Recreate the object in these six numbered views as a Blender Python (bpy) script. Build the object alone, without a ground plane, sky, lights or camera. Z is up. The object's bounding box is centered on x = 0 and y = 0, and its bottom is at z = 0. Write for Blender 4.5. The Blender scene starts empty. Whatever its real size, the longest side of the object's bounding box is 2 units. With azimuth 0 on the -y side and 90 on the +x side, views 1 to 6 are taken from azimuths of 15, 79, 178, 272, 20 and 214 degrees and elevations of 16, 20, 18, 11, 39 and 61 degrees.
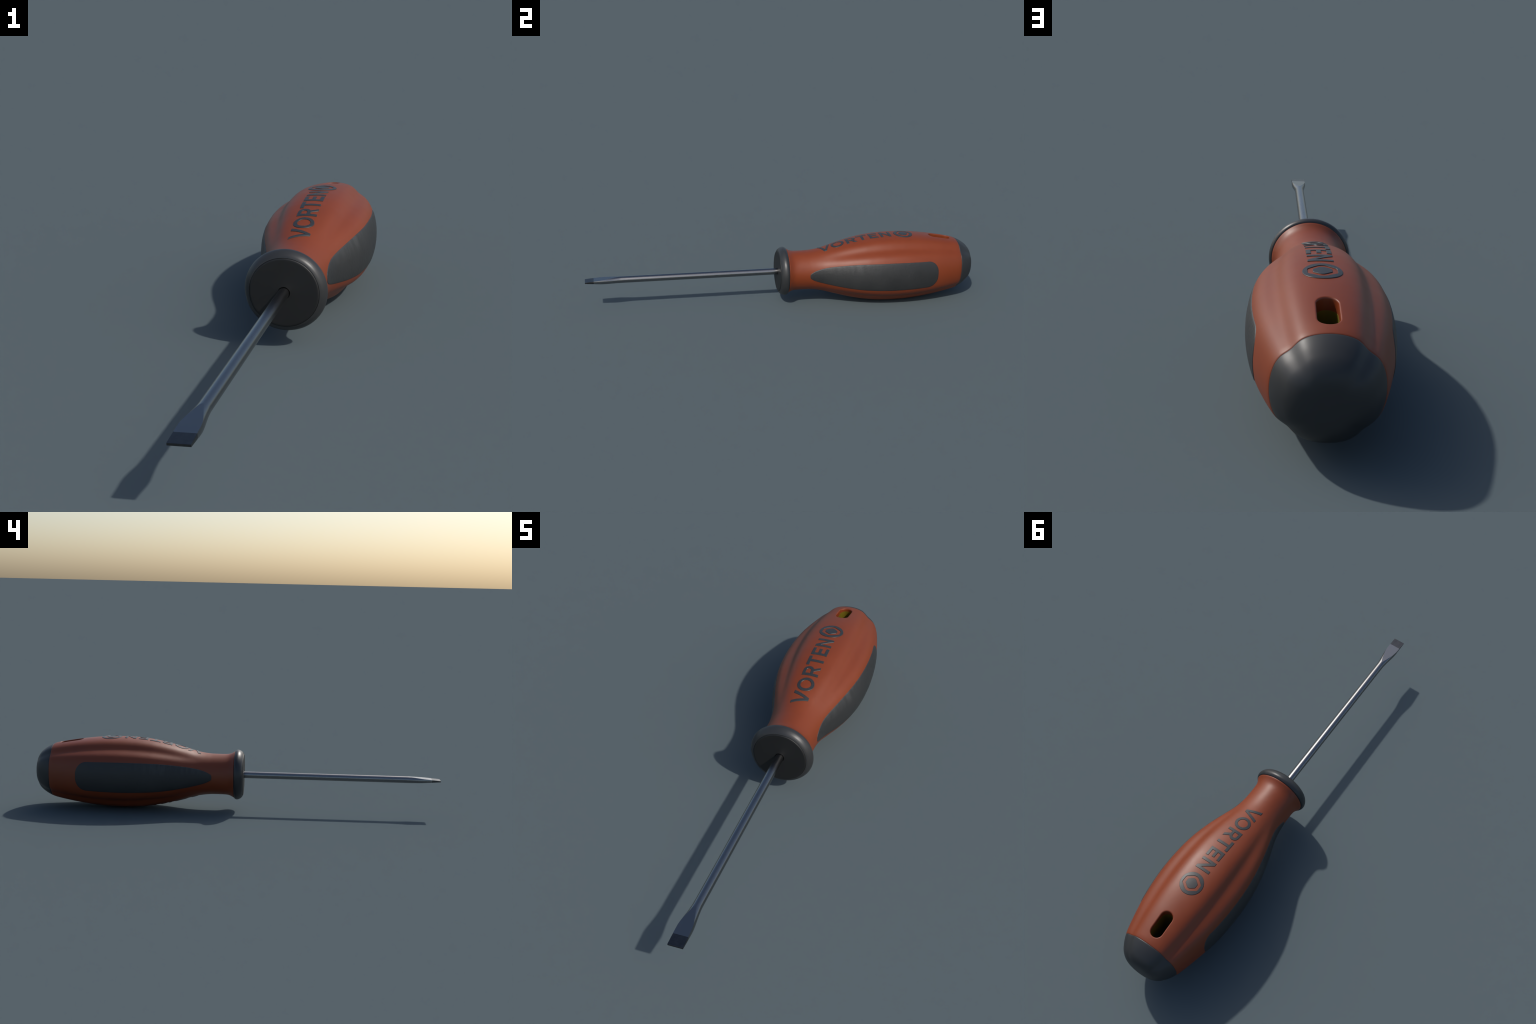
# Flat-blade screwdriver lying on its side: lobed overmoulded handle, rubber
# grips, end cap, collar, raised lettering, hanging slot, steel shaft and blade.
# Every mesh is built about the tool's own axis (local y); the whole tool is then
# lifted so that its belly rests on z = 0.
import bpy
import math
from mathutils import Vector
from mathutils.geometry import delaunay_2d_cdt

TAU = 2 * math.pi


# ------------------------------------------------------------------ helpers
def smooth(a, b, x):
    t = min(1.0, max(0.0, (x - a) / (b - a)))
    return t * t * (3 - 2 * t)


class Spline:
    """Monotone cubic curve through (x, y) control points."""

    def __init__(self, pts):
        self.x = [p[0] for p in pts]
        self.y = [p[1] for p in pts]
        n = len(pts)
        h = [self.x[i + 1] - self.x[i] for i in range(n - 1)]
        d = [(self.y[i + 1] - self.y[i]) / h[i] for i in range(n - 1)]
        m = [d[0]] + [0.0] * (n - 2) + [d[-1]]
        for i in range(1, n - 1):
            if d[i - 1] * d[i] > 0:
                w1, w2 = 2 * h[i] + h[i - 1], h[i] + 2 * h[i - 1]
                m[i] = (w1 + w2) / (w1 / d[i - 1] + w2 / d[i])
        self.m = m

    def __call__(self, v):
        x, y, m = self.x, self.y, self.m
        if v <= x[0]:
            return y[0] + (v - x[0]) * m[0]
        if v >= x[-1]:
            return y[-1] + (v - x[-1]) * m[-1]
        i = 0
        while v > x[i + 1]:
            i += 1
        h = x[i + 1] - x[i]
        t = (v - x[i]) / h
        return ((1 + 2 * t) * (1 - t) ** 2 * y[i] + t * (1 - t) ** 2 * h * m[i]
                + t * t * (3 - 2 * t) * y[i + 1] + t * t * (t - 1) * h * m[i + 1])


def add_mesh(name, verts, faces, material, parent, sharp=None, weld=False):
    me = bpy.data.meshes.new(name)
    me.from_pydata([tuple(v) for v in verts], [], faces)
    me.validate()
    if weld:
        import bmesh
        bm = bmesh.new()
        bm.from_mesh(me)
        bmesh.ops.remove_doubles(bm, verts=bm.verts, dist=1e-6)
        bmesh.ops.recalc_face_normals(bm, faces=bm.faces)
        bm.to_mesh(me)
        bm.free()
    me.materials.append(material)
    for p in me.polygons:
        p.use_smooth = True
    if sharp:
        me.set_sharp_from_angle(angle=math.radians(sharp))
    ob = bpy.data.objects.new(name, me)
    bpy.context.scene.collection.objects.link(ob)
    ob.parent = parent
    return ob


def loft(rings, closed=True, caps=(False, False)):
    """Skin a list of equal-length rings; returns verts, faces."""
    n = len(rings[0])
    verts = [p for r in rings for p in r]
    faces = []
    for i in range(len(rings) - 1):
        for j in range(n if closed else n - 1):
            k = (j + 1) % n
            faces.append((i * n + j, i * n + k, (i + 1) * n + k, (i + 1) * n + j))
    if caps[0]:
        faces.append(tuple(range(n - 1, -1, -1)))
    if caps[1]:
        b = (len(rings) - 1) * n
        faces.append(tuple(b + j for j in range(n)))
    return verts, faces


def lathe(profile, n=128):
    """Revolve (y, radius) about the y axis."""
    return loft([[(r * math.cos(TAU * j / n), y, r * math.sin(TAU * j / n)) for j in range(n)]
                 for y, r in profile])


def round_profile(pts, radius, steps=5):
    """Round the inner corners of an open (y, r) polyline with arcs (quadratic)."""
    out = [pts[0]]
    for a, b, c in zip(pts, pts[1:], pts[2:]):
        va, vc = Vector(a) - Vector(b), Vector(c) - Vector(b)
        r = min(radius, va.length * .48, vc.length * .48)
        p, q = Vector(b) + va.normalized() * r, Vector(b) + vc.normalized() * r
        for k in range(steps + 1):
            t = k / steps
            out.append(tuple(p * (1 - t) ** 2 + Vector(b) * 2 * t * (1 - t) + q * t * t))
    out.append(pts[-1])
    return out


# ------------------------------------------------------------------ handle surface
SEAM_FRONT, SEAM_BACK, BUTT = 0.0153, 0.9165, 1.0

profile = Spline([(.0153, .1158), (.0185, .1136), (.0225, .1110), (.0280, .1080), (.0350, .1048), (.045, .1021), (.056, .1009), (.072, .1003), (.092, .1002), (.120, .1006),
                  (.150, .1028), (.185, .1080), (.250, .1250), (.323, .1440), (.380, .1563),
                  (.425, .1640), (.500, .1715), (.560, .1735), (.610, .1730), (.670, .1700), (.764, .1600),
                  (.850, .1463), (.885, .1393), (.905, .1346), (.9165, .1306)])
lobing = Spline([(.05, 0), (.16, .03), (.22, .25), (.30, .70), (.38, .95), (.48, 1.08), (.65, 1.05), (.80, .95), (.92, .74)])
side_gain = Spline([(.02, 0.0), (.20, .0), (.30, .035), (.40, .054), (.50, .060), (.60, .066), (.72, .058), (.82, .028), (.88, .006), (.9165, -.006)])


def section(theta, lobes, side):
    """Four-lobed cross-section: radius factor at angle theta from +x."""
    a = math.degrees(math.asin(min(1.0, abs(math.sin(theta)))))
    ar = math.radians(a)
    f = 1 + side * math.cos(ar) ** 2
    f += lobes * (.035 * math.sin(2 * ar) ** 2 - .078 * math.exp(-((a - 47.5) / 11.2) ** 2))
    return f


def radius(theta, y):
    return profile(y) * section(theta, lobing(y), side_gain(y))


def on_handle(theta, y, lift=0.0):
    r = radius(theta, y) + lift
    return Vector((r * math.cos(theta), y, r * math.sin(theta)))


def top_point(x, y, lift=0.0):
    """Point of the upper surface straight above (x, y)."""
    th = math.pi / 2
    for _ in range(6):
        r = radius(th, y) + lift
        th = math.acos(max(-1, min(1, x / r)))
    return Vector((x, y, (radius(th, y) + lift) * math.sin(th)))


def side_point(y, z, lift=0.0):
    """Point of the +x side surface level with (y, z)."""
    th = 0.0
    for _ in range(6):
        r = radius(th, y) + lift
        th = math.asin(max(-1, min(1, z / r)))
    return Vector(((radius(th, y) + lift) * math.cos(th), y, z))


# ------------------------------------------------------------------ materials
def new_material(name):
    m = bpy.data.materials.new(name)
    m.use_nodes = True
    nt = m.node_tree
    bsdf = nt.nodes["Principled BSDF"]
    return m, nt, bsdf


def noise(nt, scale, detail=3.0, stretch=(1, 1, 1)):
    tc = nt.nodes.new("ShaderNodeTexCoord")
    mp = nt.nodes.new("ShaderNodeMapping")
    mp.inputs["Scale"].default_value = stretch
    tx = nt.nodes.new("ShaderNodeTexNoise")
    tx.inputs["Scale"].default_value = scale
    tx.inputs["Detail"].default_value = detail
    nt.links.new(tc.outputs["Object"], mp.inputs["Vector"])
    nt.links.new(mp.outputs["Vector"], tx.inputs["Vector"])
    return tx.outputs["Fac"]


def ramp(nt, fac, lo, hi, p0=.3, p1=.7):
    r = nt.nodes.new("ShaderNodeValToRGB")
    r.color_ramp.elements[0].position, r.color_ramp.elements[1].position = p0, p1
    r.color_ramp.elements[0].color = (*lo, 1)
    r.color_ramp.elements[1].color = (*hi, 1)
    nt.links.new(fac, r.inputs["Fac"])
    return r.outputs["Color"]


def spread(nt, fac, lo, hi, p0=.3, p1=.7):
    m = nt.nodes.new("ShaderNodeMapRange")
    m.inputs["From Min"].default_value, m.inputs["From Max"].default_value = p0, p1
    m.inputs["To Min"].default_value, m.inputs["To Max"].default_value = lo, hi
    nt.links.new(fac, m.inputs["Value"])
    return m.outputs["Result"]


def bump(nt, bsdf, height, strength, distance, after=None):
    b = nt.nodes.new("ShaderNodeBump")
    b.inputs["Strength"].default_value = strength
    b.inputs["Distance"].default_value = distance
    nt.links.new(height, b.inputs["Height"])
    if after is not None:
        nt.links.new(after, b.inputs["Normal"])
    nt.links.new(b.outputs["Normal"], bsdf.inputs["Normal"])
    return b.outputs["Normal"]


def plastic(name, lo, hi, rough, grain=0.0, grain_scale=220.0, spec=.5):
    m, nt, b = new_material(name)
    big = noise(nt, 7.0, 4.0)
    nt.links.new(ramp(nt, big, lo, hi), b.inputs["Base Color"])
    nt.links.new(spread(nt, big, rough[0], rough[1]), b.inputs["Roughness"])
    b.inputs["Specular IOR Level"].default_value = spec
    if grain:
        bump(nt, b, noise(nt, grain_scale, 2.0), grain, .002)
    return m


ORANGE = plastic("orange_plastic", (.188, .0335, .0065), (.206, .0370, .0078), (.43, .52), .06, 48.0)
YELLOW = plastic("yellow_plastic", (.125, .093, .0045), (.145, .107, .006), (.45, .5))
RUBBER = plastic("black_rubber", (.0240, .0250, .0260), (.0285, .0295, .0305), (.42, .50), .10, 22.0)
COLLAR = plastic("black_collar_rubber", (.026, .027, .028), (.031, .032, .033), (.37, .42), .03, 140.0)
LETTER = plastic("dark_lettering", (.027, .0285, .030), (.032, .0335, .035), (.40, .46))
DISC = plastic("matt_black_plastic", (.0095, .0095, .0095), (.0112, .0112, .0112), (.48, .54))

GRIP, _nt, _b = new_material("soft_grip_rubber")
_tone = noise(_nt, 9.0, 4.0)
_base = ramp(_nt, _tone, (.0245, .0252, .0255), (.0295, .0303, .0306))
# specular streaks along the grip's upper front edge, painted as lighter base colour
_tc = _nt.nodes.new("ShaderNodeTexCoord")
_xyz = _nt.nodes.new("ShaderNodeSeparateXYZ")
_nt.links.new(_tc.outputs["Object"], _xyz.inputs["Vector"])


def times(nt, a, b):
    m = nt.nodes.new("ShaderNodeMath")
    m.operation = "MULTIPLY"
    m.use_clamp = True
    nt.links.new(a, m.inputs[0])
    nt.links.new(b, m.inputs[1])
    return m.outputs[0]


_streak = spread(_nt, noise(_nt, 32.0, 3.0, (.25, 1.6, .25)), 0.0, 1.0, .42, .68)
_zone = times(_nt, spread(_nt, _xyz.outputs["Z"], 0.0, 1.0, .012, .048),
              times(_nt, spread(_nt, _xyz.outputs["Y"], 0.0, 1.0, .13, .20), spread(_nt, _xyz.outputs["Y"], 1.0, 0.0, .38, .52)))
_painted_sheen = times(_nt, _streak, _zone)
_mix = _nt.nodes.new("ShaderNodeMix")
_mix.data_type = "RGBA"
_nt.links.new(_painted_sheen, _mix.inputs["Factor"])
_nt.links.new(_base, _mix.inputs["A"])
_mix.inputs["B"].default_value = (.052, .053, .053, 1)
_nt.links.new(_mix.outputs["Result"], _b.inputs["Base Color"])
_nt.links.new(spread(_nt, _tone, .46, .56), _b.inputs["Roughness"])
_n1 = bump(_nt, _b, noise(_nt, 24.0, 2.5, (1, 2.2, .5)), .14, .006)
bump(_nt, _b, noise(_nt, 130.0, 3.0), .22, .003, _n1)

STEEL, _nt, _b = new_material("polished_steel")
_b.inputs["Metallic"].default_value = 1.0
_draw = noise(_nt, 5.0, 2.0)
_nt.links.new(ramp(_nt, _draw, (.245, .245, .248), (.262, .262, .265)), _b.inputs["Base Color"])
_b.inputs["Roughness"].default_value = .255

BURNISHED, _nt, _b = new_material("burnished_tip_steel")
_b.inputs["Metallic"].default_value = 1.0
_spot = noise(_nt, 120.0, 4.0)
_nt.links.new(ramp(_nt, _spot, (.085, .085, .088), (.105, .105, .108)), _b.inputs["Base Color"])
_nt.links.new(spread(_nt, _spot, .29, .34), _b.inputs["Roughness"])

# ------------------------------------------------------------------ the tool
tool = bpy.data.objects.new("screwdriver", None)
tool.empty_display_size = .2
bpy.context.scene.collection.objects.link(tool)
tool["label"] = "slotted screwdriver with orange lobed handle and dark rubber grips"
tool["category"] = "screwdriver"

# ---- handle body with the hanging slot -----------------------------------
N_TH = 288
STEP = TAU / N_TH
rows = [SEAM_FRONT, SEAM_FRONT + .0006, SEAM_FRONT + .0016]
y = SEAM_FRONT + .006
while y < SEAM_BACK - .007:
    rows.append(y)
    y += .0055
rows += [SEAM_BACK - .0045, SEAM_BACK - .0016, SEAM_BACK - .0006, SEAM_BACK]

SLOT_A, SLOT_B, SLOT_W = .7710, .8830, .0258     # front end, rear end, half width of the slot
RIM = .0045                                     # rounding of its rim
CORE_DEPTH = .031                               # orange skin over the yellow core


def edge_dip(y):
    """The skin turns in by a little where it meets collar and cap."""
    d = min(y - SEAM_FRONT, SEAM_BACK - y)
    return -.0012 * (1 - smooth(0, .0016, d)) if d < .0016 else 0.0


row_a = max(i for i, v in enumerate(rows) if v < SLOT_A - RIM - .008)
row_b = min(i for i, v in enumerate(rows) if v > SLOT_B + RIM + .008)
HALF_COLS = 12                                  # columns left out either side of the top line
quarter = N_TH // 4

verts, faces = [], []
for yy in rows:
    for j in range(N_TH):
        verts.append(on_handle(j * STEP, yy, edge_dip(yy)))
open_tops = (quarter, 3 * quarter)


def in_window(i, j):
    if not row_a <= i < row_b:
        return False
    return any(c - HALF_COLS <= j < c + HALF_COLS for c in open_tops)


for i in range(len(rows) - 1):
    for j in range(N_TH):
        if in_window(i, j):
            continue
        k = (j + 1) % N_TH
        faces.append((i * N_TH + j, i * N_TH + k, (i + 1) * N_TH + k, (i + 1) * N_TH + j))


def slot_outline(x, yv, grow):
    """Nearest-by-direction point of the slot outline, for a point of the window border."""
    w = SLOT_W + grow
    ya, yb = SLOT_A - grow + w, SLOT_B + grow - w
    cy = min(max(yv, ya), yb)
    if ya < yv < yb:
        return (math.copysign(w, x), yv) if abs(x) > 1e-9 else (0, yv)
    dx, dy = x, yv - cy
    # slightly squared ends
    p = 2.05
    s = w / (abs(dx) ** p + abs(dy) ** p) ** (1 / p)
    return (dx * s, cy + dy * s)


CORE_R = .1265


def core_height(x):
    return math.sqrt(max(0, CORE_R ** 2 - x * x))


border = []
for j in range(-HALF_COLS, HALF_COLS):
    border.append((row_a, j))
for i in range(row_a, row_b):
    border.append((i, HALF_COLS))
for j in range(HALF_COLS, -HALF_COLS, -1):
    border.append((row_b, j))
for i in range(row_b, row_a, -1):
    border.append((i, -HALF_COLS))
# even out the slot outline: direction from the border point, snapped to corner-safe targets
tube_rings = None
for side, c in enumerate(open_tops):
    sgn = 1 if side == 0 else -1
    rings = [[i * N_TH + (c + j) % N_TH for i, j in border]]
    flat = []
    for i, j in border:
        v = verts[i * N_TH + (c + j) % N_TH]
        flat.append((v.x, v.y))
    targets = [slot_outline(x, yv, RIM) for x, yv in flat]

    def put(points):
        base = len(verts)
        verts.extend(points)
        return list(range(base, base + len(points)))

    def lifted(x, yv, z_off):
        p = top_point(x, yv)
        return Vector((x, yv, sgn * (p.z + z_off)))

    for k in range(1, 6):                       # blend border -> rim
        t = k / 6
        rings.append(put([lifted(x * (1 - t) + tx * t, yv * (1 - t) + ty * t, 0)
                          for (x, yv), (tx, ty) in zip(flat, targets)]))
    for k in range(0, 7):                       # rounded rim
        a = k / 6 * math.pi / 2
        grow = RIM * (1 - math.sin(a))
        row = []
        for x, yv in flat:
            ox, oy = slot_outline(x, yv, grow)
            row.append(lifted(ox, oy, -RIM * (1 - math.cos(a))))
        rings.append(put(row))
    inner = [slot_outline(x, yv, 0) for x, yv in flat]
    for k in range(1, 7):                       # wall down to the core
        t = k / 6
        row = []
        for ox, oy in inner:
            z0 = top_point(ox, oy).z - RIM
            z1 = core_height(ox) - .002
            row.append(Vector((ox, oy, sgn * (z0 * (1 - t) + z1 * t))))
        rings.append(put(row))
    n = len(border)
    for r0, r1 in zip(rings, rings[1:]):
        for q in range(n):
            w = (q + 1) % n
            faces.append((r0[q], r0[w], r1[w], r1[q]))
    if side == 0:
        tube_rings = inner

# inward lips at the two ends so the skin has thickness
for i, r_in, y_in in ((0, .085, SEAM_FRONT + .002), (len(rows) - 1, .10, SEAM_BACK - .002)):
    base = len(verts)
    for j in range(N_TH):
        a = j * STEP
        verts.append(Vector((r_in * math.cos(a), y_in, r_in * math.sin(a))))
    for j in range(N_TH):
        k = (j + 1) % N_TH
        faces.append((i * N_TH + j, i * N_TH + k, base + k, base + j))
handle = add_mesh("handle", verts, faces, ORANGE, tool, weld=True)
handle.data.set_sharp_from_angle(angle=math.radians(50))

# ---- yellow core, seen inside the slot -----------------------------------
rings = []
for k in range(25):
    t = 1 - 2 * k / 24
    rings.append([(x * .975, yv + (.0006 if yv < (SLOT_A + SLOT_B) / 2 else -.0006), t * core_height(x)) for x, yv in tube_rings])
outer = []
for k in range(25):
    t = -1 + 2 * k / 24
    outer.append([(x * 1.25, (yv - .8268) * 1.12 + .8268, t * core_height(x)) for x, yv in tube_rings])
v, f = loft(rings + outer + [rings[0]])
core = add_mesh("inner_core", v, f, YELLOW, handle, weld=True, sharp=40)

# ---- end cap ---------------------------------------------------------------
cap_profile = [(.9165, .1306), (.930, .1246), (.945, .1165), (.960, .1065), (.972, .0968), (.982, .0853),
               (.990, .0718), (.9955, .0560), (.9985, .0380), (.9998, .0180), (1.0, .0)]
pts = [Vector(p) for p in cap_profile]
dense = []
for i in range(len(pts) - 1):
    p0 = pts[max(i - 1, 0)]
    p1, p2 = pts[i], pts[i + 1]
    p3 = pts[i + 2] if i + 2 < len(pts) else Vector((1.0, -pts[i].y))
    for k in range(6):
        t = k / 6
        dense.append(.5 * ((2 * p1) + (p2 - p0) * t + (2 * p0 - 5 * p1 + 4 * p2 - p3) * t * t
                           + (3 * p1 - p0 - 3 * p2 + p3) * t ** 3))
rings = []
first = dense[0].y
match = profile(SEAM_BACK) / first
for d in dense:
    fade = smooth(.02, .10, d.y)
    fit = 1 + (match - 1) * smooth(.09, .130, d.y)
    lob = .74 * fade
    sd = -.006
    ring = []
    for j in range(N_TH):
        a = j * STEP
        dip = -.0012 * (1 - smooth(0, .0016, d.x - SEAM_BACK))
        r = d.y * fit * section(a, lob, sd) + dip
        ring.append((r * math.cos(a), d.x, r * math.sin(a)))
    rings.append(ring)
# close-set rows for the rounded seam edge
extra = []
for dy in (.0005, .0010, .0016):
    t = dy / (dense[1].x - dense[0].x)
    if t < 1:
        r = dense[0].y * (1 - t) + dense[1].y * t
        ring = []
        for j in range(N_TH):
            a = j * STEP
            rr = r * match * section(a, .74, -.006) - .0012 * (1 - smooth(0, .0016, dy))
            ring.append((rr * math.cos(a), SEAM_BACK + dy, rr * math.sin(a)))
        extra.append(ring)
rings = rings[:1] + extra + [r for r in rings[1:] if r[0][1] > SEAM_BACK + .0020]
lip = [(.10 * math.cos(j * STEP), SEAM_BACK + .0015, .10 * math.sin(j * STEP)) for j in range(N_TH)]
v, f = loft([lip] + rings)
tip_i = len(v)
v.append((0, BUTT, 0))
b = (len(rings)) * N_TH
f += [(b + j, b + (j + 1) % N_TH, tip_i) for j in range(N_TH)]
cap = add_mesh("end_cap", v, f, RUBBER, tool, weld=True, sharp=50)

# ---- collar and front disc -------------------------------------------------
prof = [(.0145, .085), (.0145, .1135), (.0140, .1166), (.0118, .1194), (.0088, .1215), (.0050, .1231), (.0010, .1237),
        (-.0040, .1232), (-.0100, .1212), (-.0155, .1182), (-.0200, .1149), (-.0236, .1112), (-.0260, .1076),
        (-.0270, .1052), (-.0273, .1042), (-.0262, .1038), (-.012, .1037), (-.012, .06)]
v, f = lathe(round_profile(prof, .0012, 3), 192)
add_mesh("collar", v, f, COLLAR, tool, weld=True, sharp=45)

R_SHAFT = .0165
prof = [(-.012, .095), (-.012, .1036), (-.0270, .1036), (-.0286, .1028), (-.0298, .1006), (-.0302, .0975), (-.0303, .0200), (-.0303, R_SHAFT + .0013),
        (-.020, R_SHAFT + .0012), (-.020, R_SHAFT - .003)]
v, f = lathe(round_profile(prof, .0014, 3), 192)
add_mesh("front_disc", v, f, DISC, tool, weld=True, sharp=45)

# ---- grips -----------------------------------------------------------------
GRIP_A, GRIP_B = .1220, .7790
HALF_GAIN = 1.045
half_z = Spline([(.0, 0.0), (.010, .0165), (.030, .0270), (.060, .0365), (.100, .0455), (.150, .0538), (.200, .0606), (.270, .0670),
                 (.350, .0702), (.430, .0714), (.510, .0706), (.580, .0688), (.657, .0665)])
REAR_R, REAR_DROP = .055, .060


def grip_half(y):
    s = y - GRIP_A
    if s < .010:
        return .0165 * HALF_GAIN * math.sqrt(max(0, s / .010) * (2 - max(0, s / .010)) * 1.0) if s > 0 else 0.0
    h = half_z(s) * HALF_GAIN
    e = GRIP_B - y
    if e < REAR_R:
        h -= REAR_DROP * (1 - (max(0, 1 - ((REAR_R - e) / REAR_R) ** 2.1)) ** (1 / 2.1))
    return max(0, h)


outline = []
n_half = 120
ys = []
for k in range(n_half + 1):
    t = k / n_half
    ys.append(GRIP_A + (GRIP_B - GRIP_A) * (.5 - .5 * math.cos(math.pi * t)))
ys[0], ys[-1] = GRIP_A, GRIP_B
lower = [(yy, -grip_half(yy)) for yy in ys]
upper = [(yy, grip_half(yy)) for yy in reversed(ys)]
rear = [(GRIP_B, (half_z(.657) * HALF_GAIN - REAR_DROP) * (k / 3 - 1)) for k in range(1, 6)]
outline = lower[:-1] + [lower[-1]] + rear + upper[:-1]
m = len(outline)


def shrink(poly, d):
    """Inset a counter-clockwise polygon by d along its corner normals."""
    out = []
    q = len(poly)
    for i in range(q):
        a, b_, c = Vector(poly[i - 1]), Vector(poly[i]), Vector(poly[(i + 1) % q])
        e1 = (b_ - a)
        e2 = (c - b_)
        if e1.length < 1e-9:
            e1 = e2
        if e2.length < 1e-9:
            e2 = e1
        n1 = Vector((-e1.y, e1.x)).normalized()
        n2 = Vector((-e2.y, e2.x)).normalized()
        nn = n1 + n2
        if nn.length < 1e-6:
            nn = n1
        nn.normalize()
        k = max(.35, nn.dot(n1))
        out.append(tuple(b_ + nn * (d / k)))
    return out


PROUD = .0016
levels = [(0.0, -.004), (0.0, -.0008), (.0006, .0004), (.0016, .0012), (.0032, PROUD)]
for mirror in (1, -1):
    ring_pts = []
    for inset, lift in levels:
        ring_pts.append([side_point(yy, zz, lift) for yy, zz in shrink(outline, inset)])
    base_poly = shrink(outline, .0032)
    spine = [(min(max(yy, GRIP_A + .02), GRIP_B - .05), 0.0) for yy, zz in base_poly]
    for k in range(1, 13):
        t = k / 12
        ring_pts.append([side_point(yy * (1 - t) + sy * t, zz * (1 - t), PROUD) for (yy, zz), (sy, _z) in zip(base_poly, spine)])
    if mirror < 0:
        ring_pts = [[Vector((-p.x, p.y, p.z)) for p in r] for r in ring_pts]
    v, f = loft(ring_pts)
    add_mesh("grip", v, f, GRIP, tool, weld=True, sharp=60)

# ---- raised lettering --------------------------------------------------------
RAISE, CHAMFER, BOLD = .0018, .0008, .0001


def inside(p, poly):
    c = False
    j = len(poly) - 1
    for i in range(len(poly)):
        (xi, yi), (xj, yj) = poly[i], poly[j]
        if (yi > p[1]) != (yj > p[1]) and p[0] < (xj - xi) * (p[1] - yi) / (yj - yi) + xi:
            c = not c
        j = i
    return c


def area(poly):
    return .5 * sum(poly[i - 1][0] * poly[i][1] - poly[i][0] * poly[i - 1][1] for i in range(len(poly)))


def resample(poly, step):
    out = []
    for i in range(len(poly)):
        a, b_ = Vector(poly[i]), Vector(poly[(i + 1) % len(poly)])
        k = max(1, round((b_ - a).length / step))
        out += [tuple(a.lerp(b_, t / k)) for t in range(k)]
    return out


def arc(cx, cy, r, a0, a1, n):
    return [(cx + r * math.cos(math.radians(a0 + (a1 - a0) * k / n)), cy + r * math.sin(math.radians(a0 + (a1 - a0) * k / n)))
            for k in range(n + 1)]


def raised_mark(name, loops, material, parent):
    """Raise a flat mark (outer loop and holes, in (y, -x) reading coordinates) off the handle top."""
    loops = [resample(l if (area(l) > 0) == (k == 0) else l[::-1], .004) for k, l in enumerate(loops)]
    loops = [shrink(l, -BOLD) for l in loops]
    tops = [shrink(l, CHAMFER) for l in loops]      # holes run clockwise, so this insets into the metal
    # interior filling points keep the top following the curved handle
    flat, edges = [], []
    for l in tops:
        s = len(flat)
        flat += [Vector(p) for p in l]
        edges += [(s + i, s + (i + 1) % len(l)) for i in range(len(l))]
    n_edge = len(flat)
    xs, ys_ = [p[0] for p in loops[0]], [p[1] for p in loops[0]]
    gx = min(xs)
    while gx < max(xs):
        gy = min(ys_)
        while gy < max(ys_):
            p = (gx, gy)
            if inside(p, tops[0]) and not any(inside(p, t) for t in tops[1:]):
                if min((Vector(p) - q).length for q in flat[:n_edge]) > .0022:
                    flat.append(Vector(p))
            gy += .005
        gx += .005
    out = delaunay_2d_cdt(flat, edges, [], 0, 1e-7)
    co, tri = out[0], out[2]
    vs = [top_point(-p[1], p[0], RAISE) for p in co]
    fs = []
    for t in tri:
        c = sum((co[i] for i in t), Vector((0, 0))) / len(t)
        if inside(c, tops[0]) and not any(inside(c, h) for h in tops[1:]):
            fs.append(tuple(t))
    s = 0
    remap = {}
    for new, olds in enumerate(out[3]):
        for o in olds:
            remap[o] = new
    for l, tl in zip(loops, tops):
        ids = [remap[s + i] for i in range(len(tl))]
        s += len(tl)
        b1 = len(vs)
        vs += [top_point(-p[1], p[0], RAISE - CHAMFER) for p in l]
        b2 = len(vs)
        vs += [top_point(-p[1], p[0], -.002) for p in l]
        q = len(l)
        for i in range(q):
            k = (i + 1) % q
            fs.append((ids[i], b1 + i, b1 + k, ids[k]))
            fs.append((b1 + i, b2 + i, b2 + k, b1 + k))
    return add_mesh(name, vs, fs, material, parent, weld=True, sharp=28)


LO, HI = -.0355, .0295                           # foot and head of the capitals
H, S, MID = HI - LO, .0127, (HI + LO) / 2
letters = []
# V
letters.append([[(.1815, HI), (.1952, HI), (.2132, LO + .0155), (.2318, HI), (.2452, HI), (.2195, LO), (.2065, LO)]])
# O
oc = .2795
letters.append([[(oc + .0332 * math.cos(a), MID + .0336 * math.sin(a)) for a in [TAU * k / 64 for k in range(64)]],
                [(oc + .0208 * math.cos(a), MID + .0212 * math.sin(a)) for a in [TAU * k / 64 for k in range(64)]]])
# R
bowl_y, bowl_r = HI - .0212, .0212
letters.append([[(.3248, LO), (.3375, LO), (.3375, HI - .0424), (.3490, HI - .0424), (.3625, LO), (.3765, LO), (.3615, HI - .0395)]
                + arc(.3528, bowl_y, bowl_r, -58, 90, 18) + [(.3248, HI)],
                [(.3375, HI - .0305), (.3375, HI - .0118)] + arc(.3520, bowl_y, .0094, 90, -90, 14)])
# T
letters.append([[(.3827, HI), (.4347, HI), (.4347, HI - .0122), (.4150, HI - .0122), (.4150, LO), (.4024, LO), (.4024, HI - .0122), (.3827, HI - .0122)]])
# E
letters.append([[(.4458, LO), (.4905, LO), (.4905, LO + .0122), (.4584, LO + .0122), (.4584, MID - .0060), (.4858, MID - .0060),
                 (.4858, MID + .0060), (.4584, MID + .0060), (.4584, HI - .0122), (.4898, HI - .0122), (.4898, HI), (.4458, HI)]])
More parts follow.
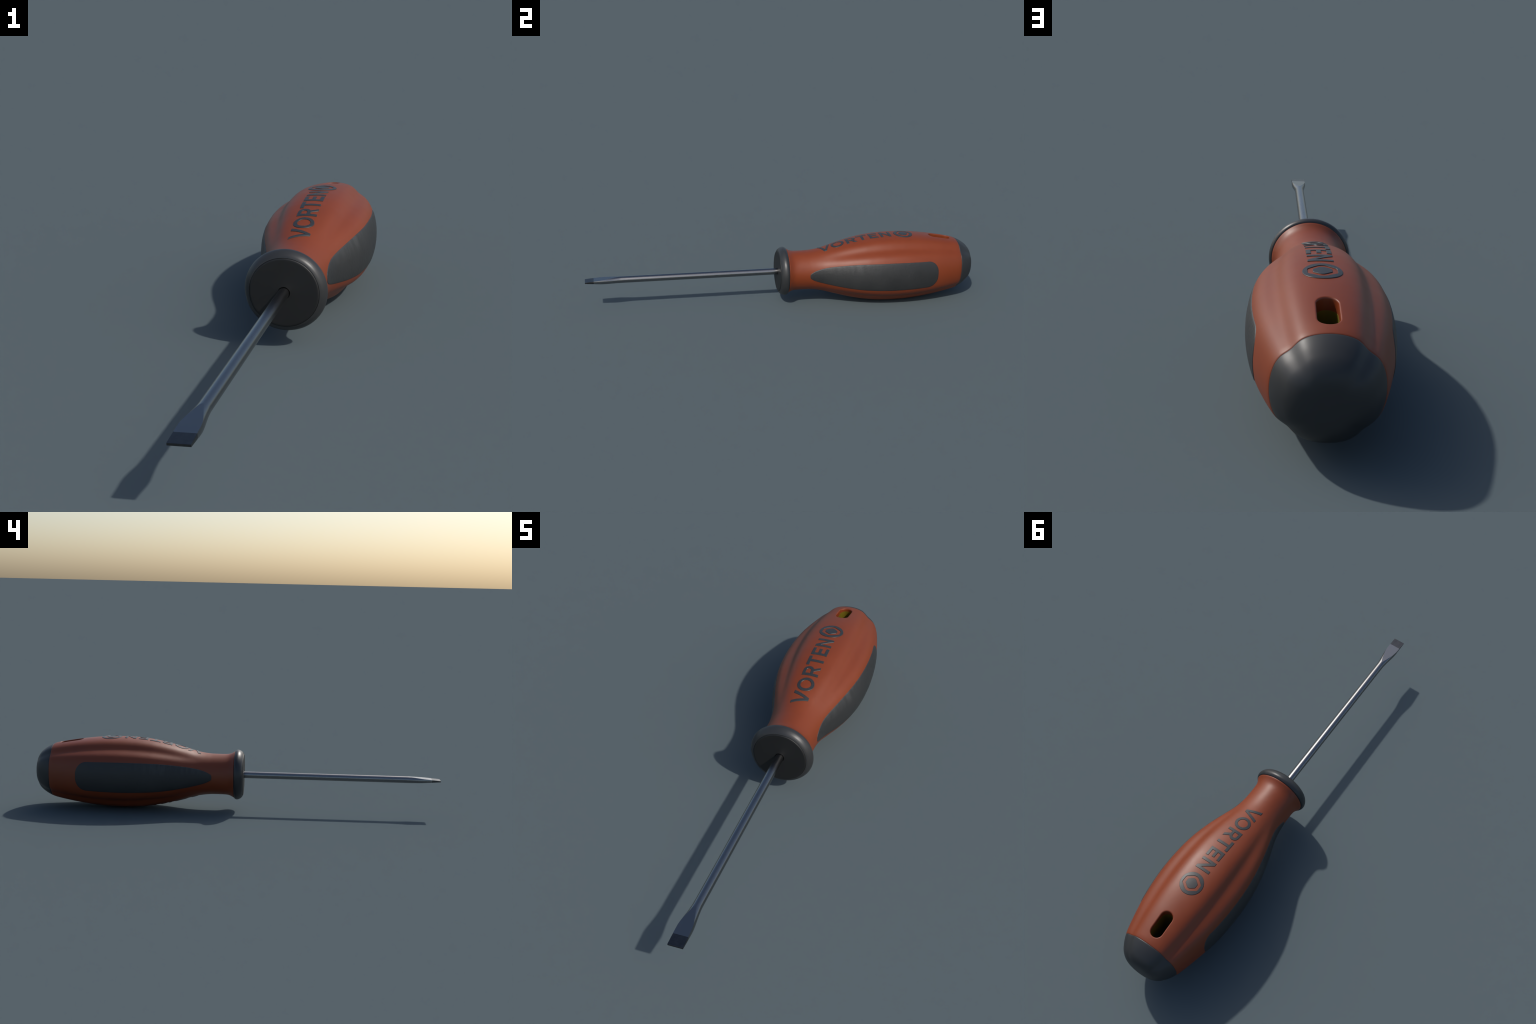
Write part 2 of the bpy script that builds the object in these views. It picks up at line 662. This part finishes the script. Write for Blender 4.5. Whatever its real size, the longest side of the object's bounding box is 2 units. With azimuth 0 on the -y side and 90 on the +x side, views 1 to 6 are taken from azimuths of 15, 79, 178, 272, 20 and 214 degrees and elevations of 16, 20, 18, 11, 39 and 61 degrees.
# N
letters.append([[(.5035, LO), (.5160, LO), (.5160, HI - .0215), (.5470, LO), (.5590, LO), (.5590, HI), (.5465, HI), (.5465, LO + .0215), (.5155, HI), (.5035, HI)]])

RC, RX = .6277, -.0020
circle = [(RC + .0490 * math.cos(a), RX + .0490 * math.sin(a)) for a in [TAU * k / 96 for k in range(96)]]


def hexagon(apex, flat, half, round_ends):
    """Hexagon pointing along the handle: apex reach, distance to the flats, half length of the flats."""
    pts6 = [(RC + u, RX + w) for u, w in ((apex, 0), (half, flat), (-half, flat), (-apex, 0), (-half, -flat), (half, -flat))]
    out = []
    for i in range(6):
        a, b_, c = Vector(pts6[i - 1]), Vector(pts6[i]), Vector(pts6[(i + 1) % 6])
        r = round_ends if i % 3 == 0 else round_ends * .25
        p, q = b_ + (a - b_).normalized() * r, b_ + (c - b_).normalized() * r
        for k in range(7):
            t = k / 6
            out.append(tuple(p * (1 - t) ** 2 + b_ * 2 * t * (1 - t) + q * t * t))
    return out


marks = []
for loops in letters:
    marks.append(raised_mark("letter", loops, LETTER, handle))
marks.append(raised_mark("emblem_ring", [circle, hexagon(.0400, .0367, .0139, .018)], LETTER, handle))
marks.append(raised_mark("emblem_hexagon", [hexagon(.0267, .0236, .0092, .011)], LETTER, handle))
# the same marks on the underside, turned half round the axis
for o in marks:
    c = o.copy()
    c.rotation_euler = (0, math.pi, 0)
    bpy.context.scene.collection.objects.link(c)

# ---- shaft and blade -----------------------------------------------------------
width = Spline([(-1.0, .0257), (-.960, .0259), (-.932, .0265), (-.918, .0262), (-.903, .0250), (-.880, .0222), (-.860, .0197), (-.845, .0182),
                (-.825, .0167), (-.80, R_SHAFT)])
TIP_T, FLAT_Y = .0029, -.838
BAND_Y = -.9575


def half_thickness(y):
    t = (y - FLAT_Y) / (-1.0 - FLAT_Y)
    return R_SHAFT * (1 - t) + TIP_T * t if t > 0 else R_SHAFT


def blade_ring(y, n_flat=12, n_arc=20):
    w = width(y) if y < -.80 else R_SHAFT
    th = min(half_thickness(y), R_SHAFT)
    pc = math.asin(min(1, th / R_SHAFT))
    box = smooth(-.84, -.93, y)                   # sides get squarer towards the tip
    ex = 1 - .62 * box

    def arc_point(a):
        return (w * abs(math.cos(a)) ** ex * (1 if math.cos(a) >= 0 else -1), R_SHAFT * math.sin(a))
    side = [arc_point(-pc + 2 * pc * k / n_arc) for k in range(n_arc + 1)]
    xe = side[-1][0]
    top_flat = [(xe * (1 - 2 * k / n_flat), th) for k in range(1, n_flat)]
    left = [(-x, -z) for x, z in side]
    bottom = [(-x, -z) for x, z in top_flat]
    return [(x, y, z) for x, z in side + top_flat + left + bottom]


ys_shaft = [-.0, -.012] + [-.02 - .02 * k for k in range(39)] + [-.80 - .0025 * k for k in range(1, 63)]
ys_shaft = [v_ for v_ in ys_shaft if v_ > BAND_Y] + [BAND_Y]
ys_tip = [BAND_Y - .0001 - (1.0 + BAND_Y - .0001) * k / 14 for k in range(15)]
ys_tip[-1] = -1.0
v, f = loft([blade_ring(yy) for yy in ys_shaft], caps=(True, False))
shaft = add_mesh("shaft", v, f, STEEL, tool, weld=True, sharp=22)
rings = [blade_ring(yy) for yy in ys_tip[:-1]] + [blade_ring(-.9994)]
last = [(x * .988, -1.0, z * .86) for x, _y, z in rings[-1]]
v, f = loft(rings + [last], caps=(False, True))
add_mesh("blade_tip", v, f, BURNISHED, shaft, weld=True, sharp=22)

# ------------------------------------------------------------------ rest the tool on the ground
parts = [o for o in bpy.context.scene.objects if o.type == "MESH"]
low = 0.0
for o in parts:
    flip = -1 if abs(o.rotation_euler.y) > 1 else 1
    low = min(low, min(flip * vv.co.z for vv in o.data.vertices))
for o in parts:
    if o.parent == tool:
        o.location = (0, 0, -low)
print("axis height", -low)
